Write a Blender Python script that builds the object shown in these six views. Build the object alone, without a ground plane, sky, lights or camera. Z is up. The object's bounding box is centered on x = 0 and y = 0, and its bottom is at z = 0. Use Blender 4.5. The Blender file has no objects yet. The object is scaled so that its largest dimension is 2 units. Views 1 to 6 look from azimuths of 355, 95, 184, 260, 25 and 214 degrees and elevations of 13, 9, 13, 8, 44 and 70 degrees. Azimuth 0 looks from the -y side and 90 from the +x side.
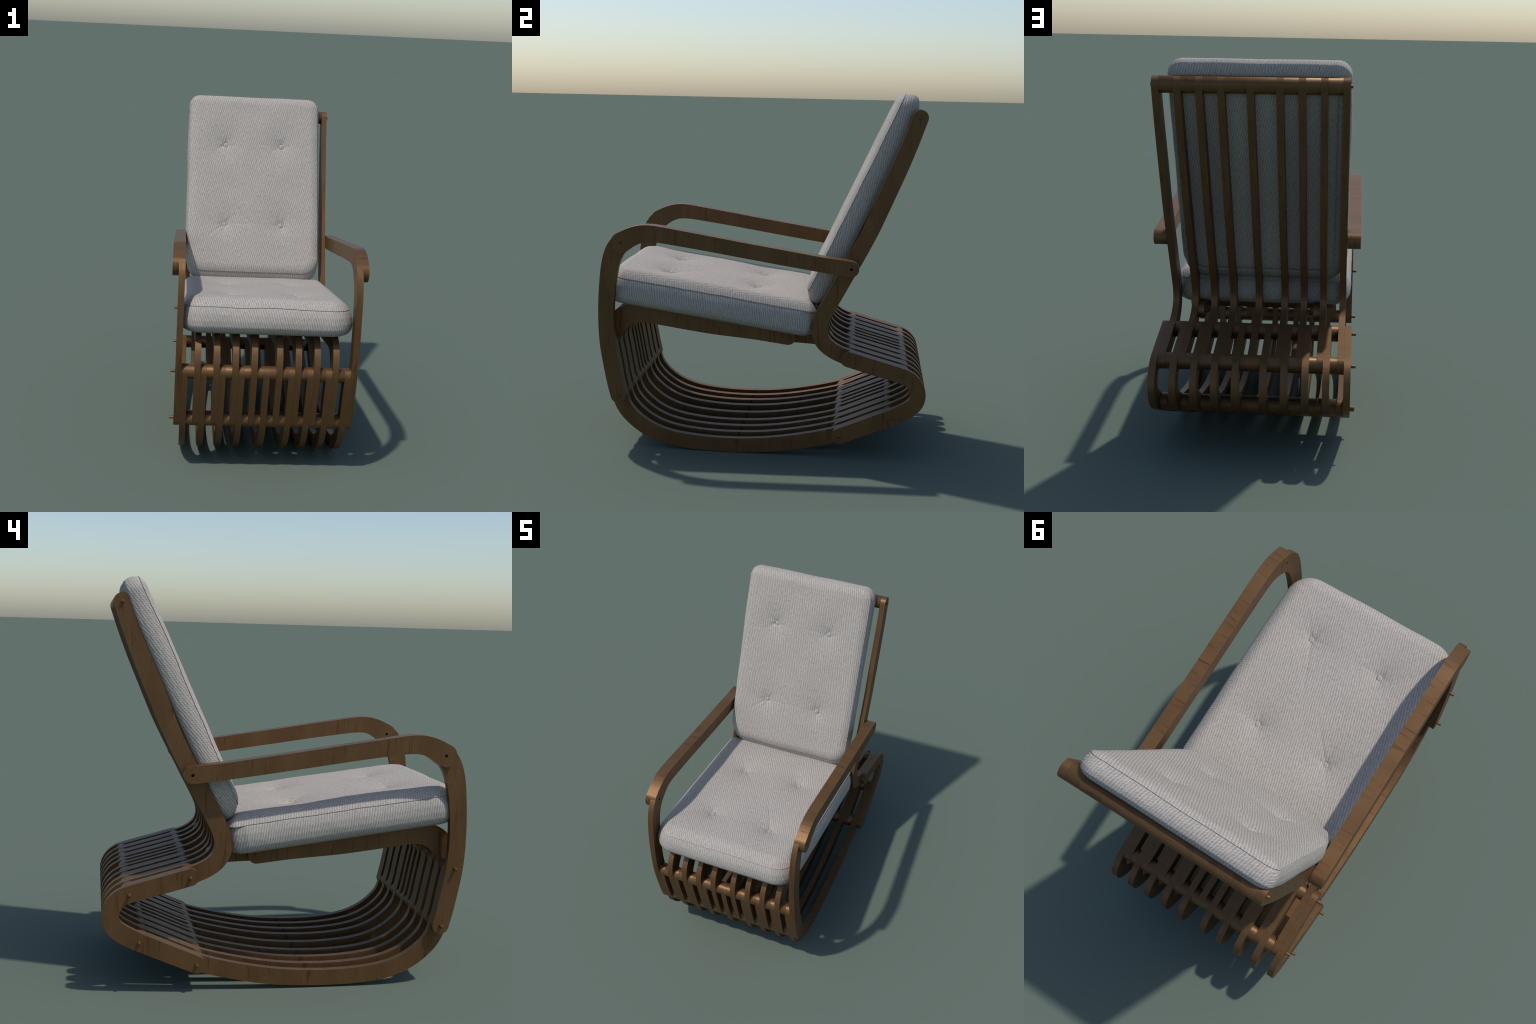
"""Bent-plywood rocking lounge chair: laminated slat frame on round dowels,
with a tufted seat cushion and a tufted back cushion."""
import bpy, bmesh, math
import numpy as np
from mathutils import Matrix, Vector

# ------------------------------------------------------------------ frame --
T = 0.03454                     # thickness of one plywood layer
HALF = 14.5 * T                 # the frame is 29 layers wide
GAP = 0.0002                    # boards are a hair thinner than their layer


def layer_x(k):
    """centre of layer k (0 = outermost on the -x side, 28 = outermost on +x)"""
    return (k + 0.5) * T - HALF


SEAT_LAYERS = (3, 6, 9, 12, 16, 19, 22, 25)
BACK_LAYERS = (1, 4, 7, 10, 14, 18, 21, 24, 27)
BOW_LAYERS = (0, 3, 6, 9, 12, 16, 19, 22, 25, 28)
BRACE_LAYERS = (5, 23)

# joints in the side profile (y, z)
J_LEG_LOW = (-0.786, 0.3065)
J_LEG_UP = (-0.844, 0.601)
J_SHELF_IN = (0.484, 0.5755)
J_SHELF_OUT = (0.7745, 0.4965)
J_REAR_UP = (0.726, 0.259)
J_REAR_LOW = (0.446, 0.139)
J_TOP = (0.8145, 1.8745)
J_SEAT = (0.147, 0.656)
J_BRACE = (0.352, 0.646)
J_ARM_BACK = (0.484, 1.0755)
J_ARM_FRONT = (-0.757, 1.175)

# centre lines (y, z, width)
FRONT_DOWN = [(-0.8305, 0.52, 0.088), (-0.815, 0.436, 0.088), (-0.802, 0.37, 0.086)]

BACK_LINE = [J_TOP + (0.083,), (0.772, 1.748, 0.083), (0.723, 1.62, 0.086),
             (0.673, 1.50, 0.088), (0.628, 1.39, 0.087), (0.587, 1.29, 0.085),
             (0.5445, 1.20, 0.084), (0.504, 1.12, 0.084), (0.452, 1.02, 0.084),
             (0.4095, 0.937, 0.084), (0.374, 0.87, 0.084), (0.343, 0.81, 0.085),
             (0.328, 0.77, 0.086), (0.3205, 0.727, 0.087), (0.325, 0.695, 0.087),
             (0.341, 0.659, 0.086), (0.372, 0.627, 0.085), (0.421, 0.598, 0.084),
             J_SHELF_IN + (0.085,), (0.58, 0.549, 0.085), (0.68, 0.522, 0.085),
             J_SHELF_OUT + (0.085,)]
BOW_LINE = [J_SHELF_IN + (0.085,), (0.58, 0.549, 0.085), (0.68, 0.522, 0.085),
            J_SHELF_OUT + (0.084,), (0.808, 0.485, 0.083), (0.836, 0.463, 0.082),
            (0.857, 0.431, 0.082), (0.866, 0.394, 0.082), (0.861, 0.360, 0.083),
            (0.844, 0.331, 0.085), (0.812, 0.305, 0.088), (0.768, 0.280, 0.090),
            J_REAR_UP + (0.088,), (0.65, 0.2265, 0.088), (0.55, 0.183, 0.087),
            J_REAR_LOW + (0.087,)]
ROCKER_LINE = [J_LEG_UP + (0.083,)] + FRONT_DOWN + [
    J_LEG_LOW + (0.085,), (-0.768, 0.248, 0.083), (-0.7385, 0.204, 0.083),
    (-0.702, 0.167, 0.083), (-0.66, 0.134, 0.083), (-0.61, 0.105, 0.083),
    (-0.55, 0.0805, 0.083), (-0.47, 0.061, 0.083), (-0.36, 0.0480, 0.081),
    (-0.25, 0.0430, 0.079), (-0.15, 0.0430, 0.079), (-0.05, 0.0468, 0.080),
    (0.05, 0.055, 0.082), (0.15, 0.0695, 0.083), (0.25, 0.089, 0.083),
    (0.35, 0.112, 0.083), J_REAR_LOW + (0.085,), (0.55, 0.183, 0.087),
    (0.65, 0.2265, 0.088), J_REAR_UP + (0.088,)]
SEAT_LINE = [J_SEAT + (0.083,), (0.0, 0.674, 0.083), (-0.082, 0.6825, 0.083),
             (-0.267, 0.6985, 0.084), (-0.429, 0.719, 0.084), (-0.592, 0.742, 0.085),
             (-0.658, 0.7525, 0.090), (-0.716, 0.7545, 0.108), (-0.765, 0.7410, 0.121),
             (-0.804, 0.7075, 0.122), (-0.8265, 0.672, 0.114), (-0.840, 0.632, 0.098),
             J_LEG_UP + (0.087,)] + FRONT_DOWN + [J_LEG_LOW + (0.085,)]
LEG_LINE = [J_ARM_FRONT + (0.106,), (-0.785, 1.15, 0.106), (-0.806, 1.115, 0.103),
            (-0.823, 1.065, 0.098), (-0.834, 1.01, 0.094), (-0.842, 0.95, 0.090),
            (-0.848, 0.88, 0.088), (-0.852, 0.80, 0.086), (-0.8515, 0.70, 0.085),
            J_LEG_UP + (0.087,)] + FRONT_DOWN + [J_LEG_LOW + (0.085,)]
ARM_LINE = [J_ARM_BACK + (0.083,), (0.31, 1.0975, 0.081), (0.1, 1.1285, 0.082),
            (-0.1, 1.1585, 0.082), (-0.30, 1.1895, 0.083), (-0.458, 1.2125, 0.085),
            (-0.55, 1.2255, 0.088), (-0.61, 1.2295, 0.092), (-0.66, 1.2235, 0.096),
            (-0.71, 1.2035, 0.103), J_ARM_FRONT + (0.112,)]
BRACE_LINE = [J_SEAT + (0.083,), (0.25, 0.652, 0.083), J_BRACE + (0.083,)]


# --------------------------------------------------------------- materials --
class Nodes:
    """small helper that chains shader nodes"""

    def __init__(self, name):
        self.mat = bpy.data.materials.new(name)
        self.mat.use_nodes = True
        self.nt = self.mat.node_tree
        self.bsdf = self.nt.nodes["Principled BSDF"]

    def add(self, kind, **props):
        n = self.nt.nodes.new(kind)
        for k, v in props.items():
            setattr(n, k, v)
        return n

    def put(self, sock, v):
        if hasattr(v, "is_linked") or isinstance(v, bpy.types.NodeSocket):
            self.nt.links.new(v, sock)
        else:
            sock.default_value = v

    def math(self, op, a, b=0.0, c=None, clamp=False):
        n = self.add("ShaderNodeMath", operation=op, use_clamp=clamp)
        self.put(n.inputs[0], a)
        self.put(n.inputs[1], b)
        if c is not None:
            self.put(n.inputs[2], c)
        return n.outputs[0]

    def pick(self, mask, a, b):
        """a where mask is 0, b where mask is 1"""
        n = self.add("ShaderNodeMix", data_type="FLOAT")
        self.put(n.inputs[0], mask)
        self.put(n.inputs[2], a)
        self.put(n.inputs[3], b)
        return n.outputs[0]

    def mix(self, fac, a, b, blend="MIX"):
        n = self.add("ShaderNodeMix", data_type="RGBA", blend_type=blend)
        self.put(n.inputs[0], fac)
        self.put(n.inputs[6], a)
        self.put(n.inputs[7], b)
        return n.outputs[2]

    def vec(self, x, y, z):
        n = self.add("ShaderNodeCombineXYZ")
        for i, v in enumerate((x, y, z)):
            self.put(n.inputs[i], v)
        return n.outputs[0]

    def split(self, v):
        n = self.add("ShaderNodeSeparateXYZ")
        self.put(n.inputs[0], v)
        return n.outputs

    def noise(self, v, scale, detail=2.0, rough=0.5, dist=0.0):
        n = self.add("ShaderNodeTexNoise")
        self.put(n.inputs["Vector"], v)
        n.inputs["Scale"].default_value = scale
        n.inputs["Detail"].default_value = detail
        n.inputs["Roughness"].default_value = rough
        n.inputs["Distortion"].default_value = dist
        return n.outputs[0]

    def ramp(self, v, stops):
        n = self.add("ShaderNodeValToRGB")
        self.put(n.inputs[0], v)
        cr = n.color_ramp
        while len(cr.elements) < len(stops):
            cr.elements.new(0.5)
        for e, (p, c) in zip(cr.elements, stops):
            e.position = p
            e.color = (c, c, c, 1) if isinstance(c, float) else tuple(c) + (1,)
        return n.outputs[0]

    def bump(self, h, strength, dist):
        n = self.add("ShaderNodeBump")
        n.inputs["Strength"].default_value = strength
        n.inputs["Distance"].default_value = dist
        self.put(n.inputs["Height"], h)
        self.nt.links.new(n.outputs[0], self.bsdf.inputs["Normal"])


WOOD_SPEC, WOOD_SHINE, WOOD_ROUGH = 0.28, 0.45, 0.42
WOOD_LIGHT = (0.152, 0.080, 0.0325)
WOOD_MID = (0.118, 0.060, 0.0235)
WOOD_STREAK = (0.083, 0.0265, 0.0060)


def wood_material(name="stained_birch_plywood"):
    m = Nodes(name)
    tc = m.add("ShaderNodeTexCoord")
    x, y, z = m.split(tc.outputs["Object"])
    nx, ny, nz = m.split(tc.outputs["Normal"])
    is_x = m.math("GREATER_THAN", m.math("ABSOLUTE", nx), 0.6)
    is_z = m.math("GREATER_THAN", m.math("ABSOLUTE", nz), 0.72)
    along = m.pick(is_z, z, x)                       # grain runs up, or across on flat tops
    cross = m.pick(m.math("MAXIMUM", is_x, is_z), x, y)
    side = m.math("ADD", m.math("MULTIPLY", is_z, 3.7), m.math("MULTIPLY", is_x, 1.3))
    # slow waviness of the grain
    wav = m.noise(m.vec(m.math("MULTIPLY", cross, 3.0), m.math("MULTIPLY", along, 5.0), side), 1.0, 1.0)
    cw = m.math("ADD", cross, m.math("MULTIPLY", m.math("SUBTRACT", wav, 0.5), 0.035))
    tone = m.noise(m.vec(m.math("MULTIPLY", cw, 9.0), m.math("MULTIPLY", along, 2.6), side), 1.0, 3.0)
    fine = m.noise(m.vec(m.math("MULTIPLY", cw, 190.0), m.math("MULTIPLY", along, 9.0), side), 1.0, 3.0, 0.6)
    streak = m.noise(m.vec(m.math("MULTIPLY", cw, 62.0), m.math("MULTIPLY", along, 5.5), side), 1.0, 2.0, 0.55)
    fleck = m.noise(m.vec(m.math("MULTIPLY", cw, 120.0), m.math("MULTIPLY", along, 22.0), side), 1.0, 1.0)
    base = m.mix(m.ramp(tone, [(0.32, 0.0), (0.68, 1.0)]), WOOD_MID + (1,), WOOD_LIGHT + (1,))
    base = m.mix(m.math("MULTIPLY", m.ramp(fine, [(0.35, 0.0), (0.75, 1.0)]), 0.22),
                 base, (0.185, 0.104, 0.048, 1))
    base = m.mix(m.math("MULTIPLY", m.ramp(streak, [(0.59, 0.0), (0.74, 1.0)]), 0.70),
                 base, WOOD_STREAK + (1,))
    base = m.mix(m.math("MULTIPLY", m.ramp(fleck, [(0.64, 0.0), (0.80, 1.0)]), 0.4),
                 base, (0.062, 0.022, 0.007, 1))
    m.put(m.bsdf.inputs["Base Color"], base)
    m.put(m.bsdf.inputs["Roughness"], m.math("ADD", WOOD_ROUGH, m.math("MULTIPLY", fine, 0.10)))
    m.bsdf.inputs["Specular IOR Level"].default_value = WOOD_SPEC
    m.bsdf.inputs["Metallic"].default_value = WOOD_SHINE
    m.bump(fine, 0.06, 0.002)
    return m.mat


def fabric_material(name, col=(0.380, 0.347, 0.312), side_ribs_lengthwise=False):
    m = Nodes(name)
    tc = m.add("ShaderNodeTexCoord")
    x, y, z = m.split(tc.outputs["Object"])
    nx, ny, nz = m.split(tc.outputs["Normal"])
    is_x = m.math("GREATER_THAN", m.math("ABSOLUTE", nx), 0.62)
    is_y = m.math("GREATER_THAN", m.math("ABSOLUTE", ny), 0.75)
    across = m.pick(is_x, x, z if side_ribs_lengthwise else y)
    along = m.pick(is_y if side_ribs_lengthwise else m.math("MAXIMUM", is_x, is_y), y, z)
    tilt = 0.30
    if side_ribs_lengthwise:            # the boxing is cut so that its ribs lean forward
        tilt = m.pick(is_x, 0.30, m.math("MULTIPLY", m.math("SIGN", nx), -0.30))
    wob = m.noise(tc.outputs["Object"], 9.0, 1.0)
    across = m.math("ADD", across, m.math("MULTIPLY", m.math("SUBTRACT", wob, 0.5), 0.016))
    tau = 2 * math.pi
    rib = m.math("SINE", m.math("ADD", m.math("MULTIPLY", across, tau / 0.0130),
                                m.math("MULTIPLY", along, m.math("MULTIPLY", tilt, tau / 0.0130))))
    knot = m.math("SINE", m.math("ADD", m.math("MULTIPLY", along, tau / 0.0105),
                                 m.math("MULTIPLY", across, tau / 0.0300)))
    loose = m.noise(tc.outputs["Object"], 190.0, 2.0, 0.6)
    big = m.noise(tc.outputs["Object"], 5.0, 2.0)
    h = m.math("ADD", m.math("MULTIPLY", rib, 0.46), m.math("MULTIPLY", knot, 0.18))
    h = m.math("ADD", h, m.math("MULTIPLY", m.math("SUBTRACT", loose, 0.5), 1.5))
    clump = m.noise(m.vec(m.math("MULTIPLY", across, 95.0), m.math("MULTIPLY", along, 48.0), is_x), 1.0, 2.0)
    h = m.math("ADD", h, m.math("MULTIPLY", m.math("SUBTRACT", clump, 0.5), 1.3))
    h01 = m.math("ADD", m.math("MULTIPLY", h, 0.45), 0.5, clamp=True)
    dark = tuple(c * 0.52 for c in col) + (1,)
    light = tuple(min(1, c * 1.40) for c in col) + (1,)
    c = m.mix(h01, dark, light)
    c = m.mix(m.math("MULTIPLY", m.ramp(big, [(0.35, 0.0), (0.7, 1.0)]), 0.10), c,
              (col[0] * 0.86, col[1] * 0.86, col[2] * 0.87, 1))
    m.put(m.bsdf.inputs["Base Color"], c)
    m.bsdf.inputs["Roughness"].default_value = 0.92
    m.bsdf.inputs["Specular IOR Level"].default_value = 0.15
    m.bsdf.inputs["Sheen Weight"].default_value = 0.0
    m.bsdf.inputs["Sheen Roughness"].default_value = 0.5
    m.bump(h01, 0.45, 0.003)
    return m.mat


# ----------------------------------------------------------------- helpers --
def link(obj, parent=None):
    bpy.context.scene.collection.objects.link(obj)
    if parent is not None:
        obj.parent = parent
    return obj


def smooth_by_angle(me, deg=32):
    bm = bmesh.new()
    bm.from_mesh(me)
    lim = math.radians(deg)
    for f in bm.faces:
        f.smooth = True
    for e in bm.edges:
        e.smooth = len(e.link_faces) == 2 and e.calc_face_angle(0.0) < lim
    bm.to_mesh(me)
    bm.free()


def catmull(points, step=0.006):
    """dense, slightly relaxed centripetal curve through the control points"""
    P = np.array(points, float)
    P = np.vstack([2 * P[0] - P[1], P, 2 * P[-1] - P[-2]])
    out = []
    for i in range(1, len(P) - 2):
        p0, p1, p2, p3 = P[i - 1:i + 3]
        d = lambda a, b: max(np.linalg.norm((b - a)[:2]), 1e-6) ** 0.5
        t0 = 0.0
        t1 = t0 + d(p0, p1)
        t2 = t1 + d(p1, p2)
        t3 = t2 + d(p2, p3)
        n = max(2, int(np.linalg.norm((p2 - p1)[:2]) / step))
        for t in np.linspace(t1, t2, n, endpoint=False):
            a1 = (t1 - t) / (t1 - t0) * p0 + (t - t0) / (t1 - t0) * p1
            a2 = (t2 - t) / (t2 - t1) * p1 + (t - t1) / (t2 - t1) * p2
            a3 = (t3 - t) / (t3 - t2) * p2 + (t - t2) / (t3 - t2) * p3
            b1 = (t2 - t) / (t2 - t0) * a1 + (t - t0) / (t2 - t0) * a2
            b2 = (t3 - t) / (t3 - t1) * a2 + (t - t1) / (t3 - t1) * a3
            out.append((t2 - t) / (t2 - t1) * b1 + (t - t1) / (t2 - t1) * b2)
    out.append(P[-2])
    C = np.array(out)
    for _ in range(14):                        # relax small wobbles, ends stay put
        C[1:-1] = 0.5 * C[1:-1] + 0.25 * (C[:-2] + C[2:])
    return C


def board_mesh(name, line, x0, x1, mat, bevel=0.0, caps=14):
    """plywood board: a band of varying width along a curve, round ends, cut
    from sheet material that spans x0..x1"""
    C = catmull(line)
    tang = np.gradient(C[:, :2], axis=0)
    tang /= np.linalg.norm(tang, axis=1)[:, None]
    nor = np.stack([-tang[:, 1], tang[:, 0]], 1)
    hw = C[:, 2:3] * 0.5
    A = C[:, :2] + nor * hw
    B = C[:, :2] - nor * hw

    def cap(i, sign):
        pts = []
        t, n, r, c = tang[i] * sign, nor[i] * sign, C[i, 2] * 0.5, C[i, :2]
        for k in range(1, caps):
            a = math.pi * k / caps
            pts.append(c + r * (math.cos(a) * n + math.sin(a) * t))
        return pts

    end = cap(-1, 1)          # runs from A[-1] to B[-1]
    start = cap(0, -1)        # runs from B[0] to A[0]
    n = len(C)
    bm = bmesh.new()
    rings = []
    for x in (x0, x1):
        a = [bm.verts.new((x, p[0], p[1])) for p in A]
        b = [bm.verts.new((x, p[0], p[1])) for p in B]
        e = [bm.verts.new((x, p[0], p[1])) for p in end]
        s = [bm.verts.new((x, p[0], p[1])) for p in start]
        rings.append((a, b, e, s))
        for i in range(n - 1):
            bm.faces.new((a[i], a[i + 1], b[i + 1], b[i]))
        bm.faces.new([a[-1]] + e + [b[-1]])
        bm.faces.new([b[0]] + s + [a[0]])
    loop0 = rings[0][0] + rings[0][2] + rings[0][1][::-1] + rings[0][3]
    loop1 = rings[1][0] + rings[1][2] + rings[1][1][::-1] + rings[1][3]
    m = len(loop0)
    for i in range(m):
        j = (i + 1) % m
        bm.faces.new((loop0[i], loop0[j], loop1[j], loop1[i]))
    bmesh.ops.recalc_face_normals(bm, faces=bm.faces)
    if bevel:
        rim = [e for e in bm.edges if len(e.link_faces) == 2 and e.calc_face_angle(0) > 1.2]
        bmesh.ops.bevel(bm, geom=rim, offset=bevel, segments=1, profile=0.5, affect='EDGES')
    me = bpy.data.meshes.new(name)
    bm.to_mesh(me)
    bm.free()
    me.materials.append(mat)
    smooth_by_angle(me)
    return me


def cylinder_mesh(name, x0, x1, r, mat, seg=40, bevel=0.0015):
    """round stick along x, centred on the x axis"""
    prof = [(x0, r - bevel), (x0 + bevel, r), (x1 - bevel, r), (x1, r - bevel)]
    bm = bmesh.new()
    rows = []
    for x, rr in prof:
        rows.append([bm.verts.new((x, rr * math.cos(2 * math.pi * k / seg),
                                   rr * math.sin(2 * math.pi * k / seg))) for k in range(seg)])
    for a, b in zip(rows[:-1], rows[1:]):
        for k in range(seg):
            bm.faces.new((a[k], a[(k + 1) % seg], b[(k + 1) % seg], b[k]))
    bm.faces.new(rows[0])
    bm.faces.new(rows[-1][::-1])
    bmesh.ops.recalc_face_normals(bm, faces=bm.faces)
    me = bpy.data.meshes.new(name)
    bm.to_mesh(me)
    bm.free()
    me.materials.append(mat)
    smooth_by_angle(me, 50)
    return me


def drill(me, holes):
    """cut round holes along x; holes = (y, z, radius, x0, x1)"""
    ob = bpy.data.objects.new("drilled", me)
    bpy.context.scene.collection.objects.link(ob)
    temps = []
    for y, z, r, x0, x1 in holes:
        cm = cylinder_mesh("drill_bit", x0, x1, r, me.materials[0], 24, 0.0001)
        c = bpy.data.objects.new("drill_bit", cm)
        c.location = (0, y, z)
        bpy.context.scene.collection.objects.link(c)
        mod = ob.modifiers.new("hole", "BOOLEAN")
        mod.operation = "DIFFERENCE"
        mod.solver = "EXACT"
        mod.object = c
        temps.append(c)
    dg = bpy.context.evaluated_depsgraph_get()
    new = bpy.data.meshes.new_from_object(ob.evaluated_get(dg))
    new.name = me.name
    for o in temps + [ob]:
        bpy.data.objects.remove(o)
    smooth_by_angle(new)
    return new


# ---------------------------------------------------------------- cushions --
def rounded_outline(hw, hl, radii, n=560):
    """closed outline of a rectangle with round corners, slightly bowed sides.
    radii: corner radius at +y end and -y end. Evenly spaced, returns (n, 2)."""
    rt, rb = radii
    pts = []
    for cx, cy, r, a0 in ((hw, hl, rt, 0), (-hw, hl, rt, 90), (-hw, -hl, rb, 180), (hw, -hl, rb, 270)):
        sx, sy = math.copysign(1, cx), math.copysign(1, cy)
        for k in range(25):
            a = math.radians(a0 + 90 * k / 24)
            pts.append((cx - sx * r + r * math.cos(a), cy - sy * r + r * math.sin(a)))
    P = np.array(pts + pts[:1])
    d = np.r_[0, np.cumsum(np.linalg.norm(np.diff(P, axis=0), axis=1))]
    s = np.linspace(0, d[-1], n, endpoint=False)
    return np.stack([np.interp(s, d, P[:, 0]), np.interp(s, d, P[:, 1])], 1)


def outward(P):
    t = np.roll(P, -2, 0) - np.roll(P, 2, 0)
    nrm = np.stack([t[:, 1], -t[:, 0]], 1)
    return nrm / np.linalg.norm(nrm, axis=1)[:, None]


class Ripple:
    """cheap smooth 2D/3D noise from a few seeded sine waves"""

    def __init__(self, seed, freq, count=9):
        r = np.random.default_rng(seed)
        self.k = r.normal(size=(count, 3)) * freq
        self.p = r.uniform(0, 2 * math.pi, count)

    def __call__(self, P):
        return np.sin(P @ self.k.T + self.p).mean(1) * 1.6


def segment_distance(P, a, b):
    a, b = np.array(a), np.array(b)
    d = b - a
    t = np.clip(((P - a) @ d) / (d @ d), 0, 1)
    return np.linalg.norm(P - (a + t[:, None] * d), axis=1), t


def cushion_mesh(name, mat, hw, hl, radii, wall, crown, lip, buttons, pull, creases,
                 rear_sink, seed, end_swell=None, lean=0.0, rear_trim=0.0, thin_top=0.0, skew=0.0):
    """Boxed cushion. Object frame: x across, y along, z out of the face.
    wall: (z, outset) profile of the boxing from the face seam to the rear seam;
    crown: height of the face above the seam, reached 'lip' metres in from it."""
    O = rounded_outline(hw, hl, radii)
    N = outward(O)
    n = len(O)
    rows = []                                    # list of (n, 3)
    low, mid = Ripple(seed, 9.0), Ripple(seed + 1, 26.0)

    def tag(a):
        return rows.append(a)

    # ---- face: rings from the centre to the seam
    fr = np.r_[np.linspace(0.012, 0.80, 88), np.linspace(0.81, 0.985, 34), np.linspace(0.988, 1.0, 6)]
    for s in fr:
        xy = O * s
        d = np.minimum(hw - np.abs(xy[:, 0]), hl - np.abs(xy[:, 1]))
        d = np.minimum(d, (1 - s) * np.linalg.norm(O, axis=1))
        u = np.clip(d / lip, 0, 1)
        h = crown * (0.88 * (1 - (1 - u) ** 2.2) + 0.12 * np.clip(d / (3 * lip), 0, 1))
        env = np.clip(d / 0.10, 0, 1)
        for bx, by in buttons:
            q = xy - np.array((bx, by))
            r = np.linalg.norm(q, axis=1)
            a = np.arctan2(q[:, 1], q[:, 0])
            h -= pull * (0.62 * np.exp(-r / 0.030) + 0.38 * np.exp(-(r / 0.115) ** 2))
            pl = np.sin(5 * a + bx * 17 + by * 9) + 0.6 * np.sin(9 * a + bx * 31 - by * 5)
            h += 0.0011 * pl * np.exp(-((r - 0.035) / 0.028) ** 2) * (r > 0.008)
        for (p, q2, depth, wid) in creases:
            dist, t = segment_distance(xy, p, q2)
            h -= depth * np.exp(-(dist / wid) ** 2) * (1 - 0.75 * t)
        P3 = np.c_[xy, np.zeros(n)]
        h += env * (0.0050 * low(P3) + 0.0014 * mid(P3))
        tag(np.c_[xy, h])
    # ---- seam: a narrow valley between face and boxing
    wob = 0.006 * low(np.c_[O, np.zeros(n)]) + 0.002 * mid(np.c_[O, np.zeros(n)])
    seam_lift = wob
    rows[-1][:, 2] += 0.0
    for dz, din in ((-0.0008, 0.0028), (-0.0022, 0.0034), (-0.0034, 0.0016)):
        tag(np.c_[O - N * din, np.full(n, dz)])
    # ---- boxing
    W = np.array(wall)
    zz = np.linspace(W[0, 0], W[-1, 0], 34)
    oo = np.interp(zz, W[::-1, 0], W[::-1, 1])
    for _ in range(2):
        oo[1:-1] = 0.25 * oo[:-2] + 0.5 * oo[1:-1] + 0.25 * oo[2:]
    for z, o in zip(zz, oo):
        out = np.full(n, o)
        if end_swell:
            w = np.clip(-(O[:, 1] + hl * 0.9) / (hl * 0.1), 0, 1)
            f = np.clip((z - W[0, 0]) / (W[-1, 0] - W[0, 0]), 0, 1)
            out = out + end_swell * w * math.sin(math.pi * min(1, f * 0.85)) ** 0.8
        out = out - (rear_trim * np.clip((O[:, 1] - hl * 0.86) / (hl * 0.14), 0, 1)
                     * np.clip((np.abs(O[:, 0]) - hw * 0.86) / (hw * 0.10), 0, 1))
        P3 = np.c_[O, np.full(n, z)]
        f = (z - W[0, 0]) / (W[-1, 0] - W[0, 0])
        out = out + (0.0035 * low(P3) + 0.0012 * mid(P3)) * math.sin(math.pi * f)
        tag(np.c_[O + N * out[:, None], np.full(n, z)])
    # ---- rear seam, then the rear panel closing to its centre
    zr, orr = W[-1]
    E = rows[-1][:, :2]
    tag(np.c_[E - N * 0.0015, np.full(n, zr + 0.0022)])
    tag(np.c_[E - N * 0.0030, np.full(n, zr - 0.0003)])
    for s in np.linspace(0.97, 0.012, 46):
        xy = (E - N * 0.003) * s
        u = np.clip((1 - s) / 0.16, 0, 1)
        P3 = np.c_[xy, np.full(n, zr)]
        tag(np.c_[xy, zr - 0.001 - rear_sink * np.sqrt(1 - (1 - u) ** 2) + 0.0015 * low(P3) * u])

    # the seam wanders a little: shift everything near it
    V = np.concatenate(rows)
    ring = np.repeat(np.arange(len(rows)), n)
    lift = np.tile(seam_lift, len(rows))
    fall = np.exp(-np.abs(ring - len(fr)) / 14.0)
    V[:, 2] += lift * fall
    back = np.clip(-V[:, 2] / 0.05, 0, 1)           # 0 at the face seam, 1 well behind it
    top = np.clip((V[:, 1] / hl - 0.62) / 0.38, 0, 1) ** 1.5
    V[:, 2] *= 1 - thin_top * top * back
    V[:, 2] -= skew * np.clip(-V[:, 0] / hw, -0.5, 1) * back
    V[:, 0] += lean * V[:, 1] / hl
    faces = []
    idx = np.arange(n)
    nxt = np.roll(idx, -1)
    for r in range(len(rows) - 1):
        a, b = r * n, (r + 1) * n
        faces.append(np.stack([a + idx, b + idx, b + nxt, a + nxt], 1))
    F = np.concatenate(faces).tolist()
    F.append(list(idx))
    F.append(list((len(rows) - 1) * n + idx[::-1]))
    me = bpy.data.meshes.new(name)
    me.from_pydata(V.tolist(), [], F)
    me.update()
    bm = bmesh.new()
    bm.from_mesh(me)
    bmesh.ops.recalc_face_normals(bm, faces=bm.faces)
    for f in bm.faces:
        f.smooth = True
    bm.to_mesh(me)
    bm.free()
    me.materials.append(mat)
    # where the buttons sit
    tops = []
    for bx, by in buttons:
        face = V[:len(fr) * n]
        k = np.argsort(np.hypot(face[:, 0] - bx, face[:, 1] - by))[:6]
        tops.append(float(face[k, 2].mean()))
    return me, tops


def button_mesh(name, mat, r=0.0165, h=0.008):
    bm = bmesh.new()
    seg, rows = 28, []
    for f, z in ((1.0, -0.006), (1.0, 0.001), (0.93, 0.55 * h), (0.75, 0.85 * h), (0.4, h)):
        rows.append([bm.verts.new((r * f * math.cos(2 * math.pi * k / seg),
                                   r * f * math.sin(2 * math.pi * k / seg), z)) for k in range(seg)])
    for a, b in zip(rows[:-1], rows[1:]):
        for k in range(seg):
            bm.faces.new((a[k], a[(k + 1) % seg], b[(k + 1) % seg], b[k]))
    bm.faces.new(rows[-1])
    bm.faces.new(rows[0][::-1])
    bmesh.ops.recalc_face_normals(bm, faces=bm.faces)
    me = bpy.data.meshes.new(name)
    bm.to_mesh(me)
    bm.free()
    me.materials.append(mat)
    smooth_by_angle(me, 60)
    return me


# ------------------------------------------------------------------- build --
wood = wood_material()
fabric = fabric_material("woven_grey_fabric")
fabric_back = fabric_material("woven_grey_fabric_lengthwise", side_ribs_lengthwise=True)

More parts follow.
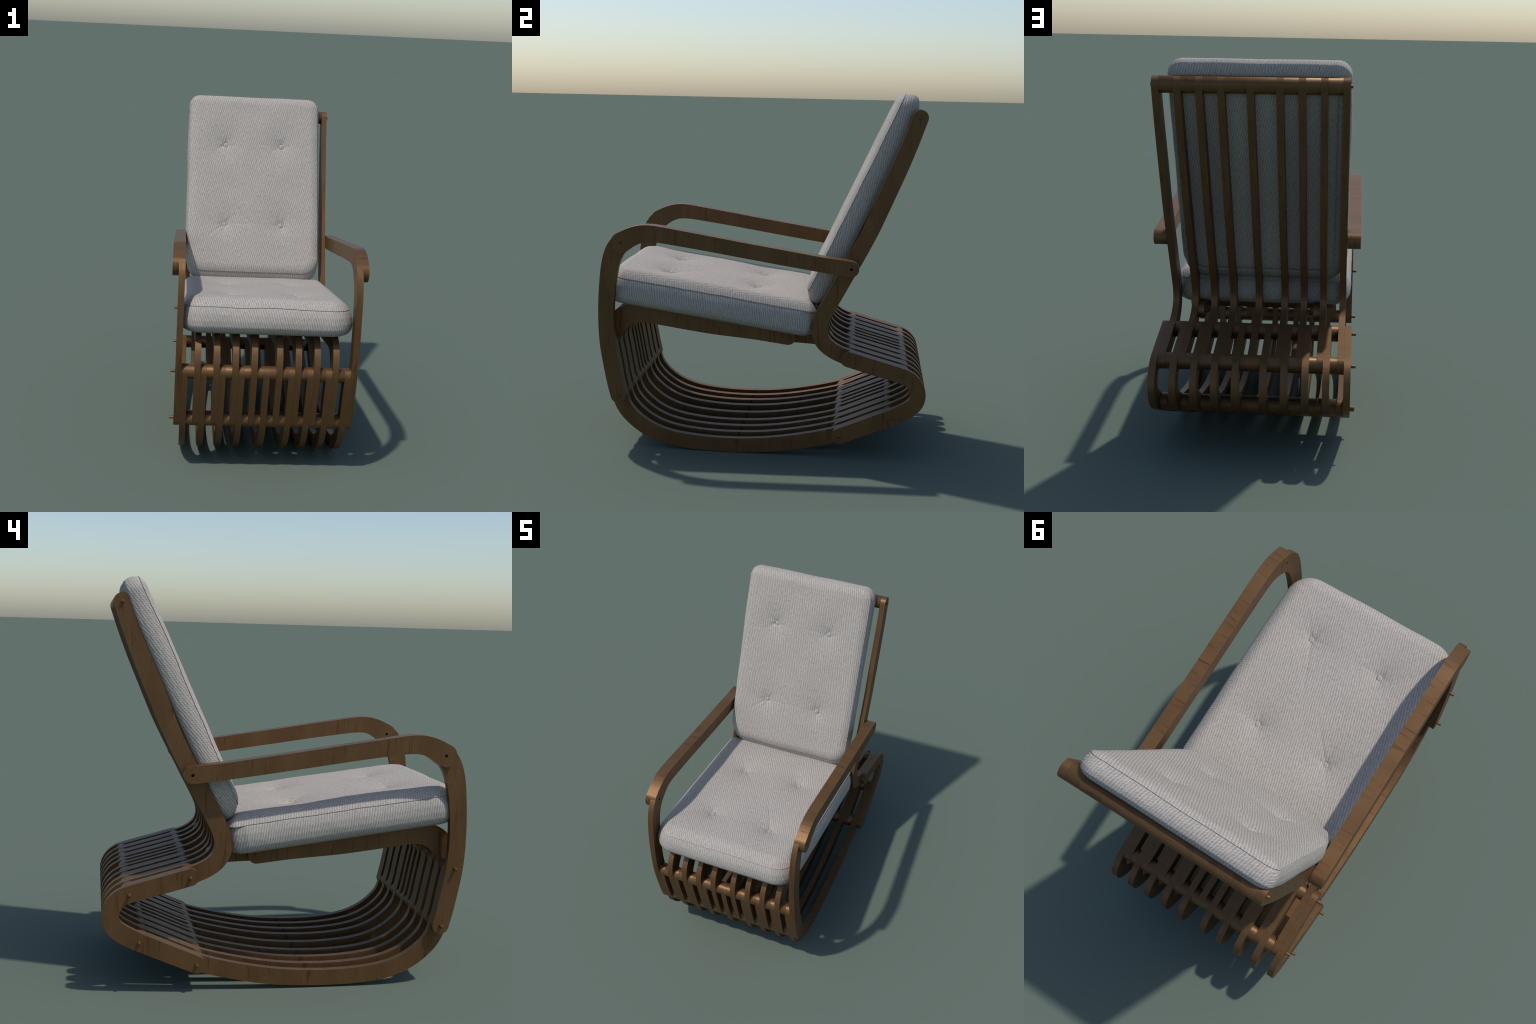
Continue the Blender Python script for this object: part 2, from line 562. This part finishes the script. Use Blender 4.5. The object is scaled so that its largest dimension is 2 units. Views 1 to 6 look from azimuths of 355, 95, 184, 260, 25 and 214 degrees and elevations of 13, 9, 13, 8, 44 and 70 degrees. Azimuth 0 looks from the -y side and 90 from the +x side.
chair = bpy.data.objects.new("rocking_chair", None)
chair.empty_display_size = 0.2
chair["label"] = "slatted bent plywood rocking chair with tufted light grey cushions"
chair["category"] = "rocking chair"
link(chair)
# the chair stands a touch askew: rolled and turned by about half a degree
chair.matrix_world = (Matrix.Translation((-0.0086, -0.003, 0.0010))
                      @ Matrix.Rotation(-0.008, 4, 'Z') @ Matrix.Rotation(0.0087, 4, 'Y'))


def slats(name, line, layers):
    h = T / 2 - GAP
    me = board_mesh(name, line, -h, h, wood)
    for k in layers:
        o = bpy.data.objects.new(name, me)
        o.location = (layer_x(k), 0, 0)
        link(o, chair)


slats("back_slat", BACK_LINE, BACK_LAYERS)
slats("rocker_slat", ROCKER_LINE, BACK_LAYERS)
slats("rear_bow", BOW_LINE, BOW_LAYERS)
slats("seat_slat", SEAT_LINE, SEAT_LAYERS)
slats("brace", BRACE_LINE, BRACE_LAYERS)

for side in (-1, 1):
    # the leg fills layer 0 / 28; the armrest is two layers thick and takes the
    # leg's rounded head into its inner half
    xi, xo = HALF - T, HALF
    lo, hi = sorted((side * xi, side * (xo - GAP)))
    leg = board_mesh("front_leg", LEG_LINE, lo, hi, wood)
    leg = drill(leg, [J_ARM_FRONT + (0.0085, -0.7, 0.7)])
    link(bpy.data.objects.new("front_leg", leg), chair)
    lo, hi = sorted((side * (xi + 0.0012), side * (xo + T)))
    arm = board_mesh("armrest", ARM_LINE, lo, hi, wood)
    ends = sorted((side * (xi + 0.03), side * 0.7))
    arm = drill(arm, [J_ARM_FRONT + (0.0085, -0.7, 0.7), J_ARM_BACK + (0.008,) + tuple(ends)])
    link(bpy.data.objects.new("armrest", arm), chair)

# round cross dowels that keep the slats apart, and the thin pins through them
DOWELS = ((J_LEG_UP, 0.0411, 0, 28), (J_LEG_LOW, 0.0420, 0, 28), (J_SHELF_IN, 0.0421, 0, 28),
          (J_SHELF_OUT, 0.0418, 0, 28), (J_REAR_UP, 0.0432, 0, 28), (J_REAR_LOW, 0.0425, 0, 28),
          (J_TOP, 0.0412, 1, 27), (J_SEAT, 0.0405, 3, 25))
for (y, z), r, a, b in DOWELS:
    x0, x1 = layer_x(a) - T * 0.1, layer_x(b) + T * 0.1
    if (y, z) == J_TOP:
        x0, x1 = layer_x(a) - T * 0.46, layer_x(b) + T * 0.46
    o = bpy.data.objects.new("cross_dowel", cylinder_mesh("cross_dowel", x0, x1, r, wood, 56))
    o.location = (0, y, z)
    link(o, chair)
    left, right = (0.024, 0.006) if a == 0 else ((0.011, 0.009) if a == 1 else (0.008, 0.006))
    for s, p0, p1, pr in ((-1, layer_x(a) - T / 2 - left, layer_x(a), 0.0083),
                          (1, layer_x(b), layer_x(b) + T / 2 + right, 0.0098)):
        o = bpy.data.objects.new("dowel_pin", cylinder_mesh("dowel_pin", p0, p1, pr, wood, 20, 0.0012))
        o.location = (0, y, z)
        link(o, chair)
for k, s in zip(BRACE_LAYERS, (-1, 1)):
    pin = cylinder_mesh("dowel_pin", layer_x(k) - 1.2 * T, layer_x(k) + 1.2 * T, 0.0095, wood, 20, 0.0012)
    o = bpy.data.objects.new("dowel_pin", pin)
    o.location = (0,) + J_BRACE
    link(o, chair)


def place_cushion(obj, origin, along):
    """origin and 'along' direction in the chair's frame; x stays across"""
    y = Vector((0,) + along).normalized()
    x = Vector((1, 0, 0))
    z = x.cross(y)
    M = Matrix((x, y, z)).transposed().to_4x4()
    obj.matrix_local = Matrix.Translation(origin) @ M


def cushion(name, cloth, origin, along, **kw):
    me, tops = cushion_mesh(name, cloth, **kw)
    o = bpy.data.objects.new(name, me)
    link(o, chair)
    place_cushion(o, origin, along)
    bme = button_mesh("cushion_button", fabric)
    for (bx, by), z in zip(kw["buttons"], tops):
        b = bpy.data.objects.new("cushion_button", bme)
        link(b, o)
        b.location = (bx, by, z + 0.005)


cushion("back_cushion", fabric_back, (-0.032, 0.494 - 0.004, 1.4575 - 0.009), (0.413, 0.911),
        hw=0.427, hl=0.600, radii=(0.062, 0.11),
        wall=((-0.004, 0.0005), (-0.012, 0.004), (-0.03, 0.0115), (-0.058, 0.015), (-0.084, 0.010),
              (-0.101, -0.008), (-0.110, -0.028), (-0.113, -0.048)),
        crown=0.021, lip=0.060, buttons=((-0.190, 0.258), (0.182, 0.260), (-0.187, -0.284), (0.184, -0.280)),
        pull=0.034,
        creases=(((-0.187, -0.284), (0.12, -0.275), 0.0028, 0.006),
                 ((-0.187, -0.284), (-0.29, -0.36), 0.0045, 0.006),
                 ((-0.190, 0.258), (-0.26, 0.215), 0.004, 0.008),
                 ((-0.190, 0.258), (0.02, 0.02), 0.0025, 0.010),
                 ((0.182, 0.260), (0.0, 0.262), 0.0028, 0.006),
                 ((0.184, -0.280), (0.10, -0.19), 0.003, 0.008)),
        rear_sink=0.009, seed=11, end_swell=0.034, lean=-0.006,
        thin_top=0.17, skew=0.003)

cushion("seat_cushion", fabric, (-0.010, -0.27 - 0.013, 0.893 + 0.0019), (0.990, -0.1406),
        hw=0.462, hl=0.588, radii=(0.045, 0.120),
        wall=((-0.004, 0.0005), (-0.014, 0.006), (-0.04, 0.016), (-0.075, 0.020), (-0.108, 0.016),
              (-0.132, 0.000), (-0.146, -0.024), (-0.151, -0.046)),
        crown=0.051, lip=0.075, buttons=((-0.196, 0.230), (0.204, 0.230), (-0.190, -0.285), (0.209, -0.285)),
        pull=0.042,
        creases=(((-0.190, -0.285), (-0.01, -0.29), 0.0030, 0.006),
                 ((0.209, -0.285), (0.09, -0.02), 0.0035, 0.008),
                 ((-0.196, 0.230), (-0.07, 0.08), 0.0035, 0.008),
                 ((0.209, -0.285), (0.27, -0.36), 0.003, 0.008),
                 ((-0.196, 0.230), (-0.25, 0.32), 0.003, 0.008),
                 ((0.204, 0.230), (0.11, 0.23), 0.003, 0.008)),
        rear_sink=0.003, seed=23, rear_trim=0.024)

bpy.context.view_layer.update()
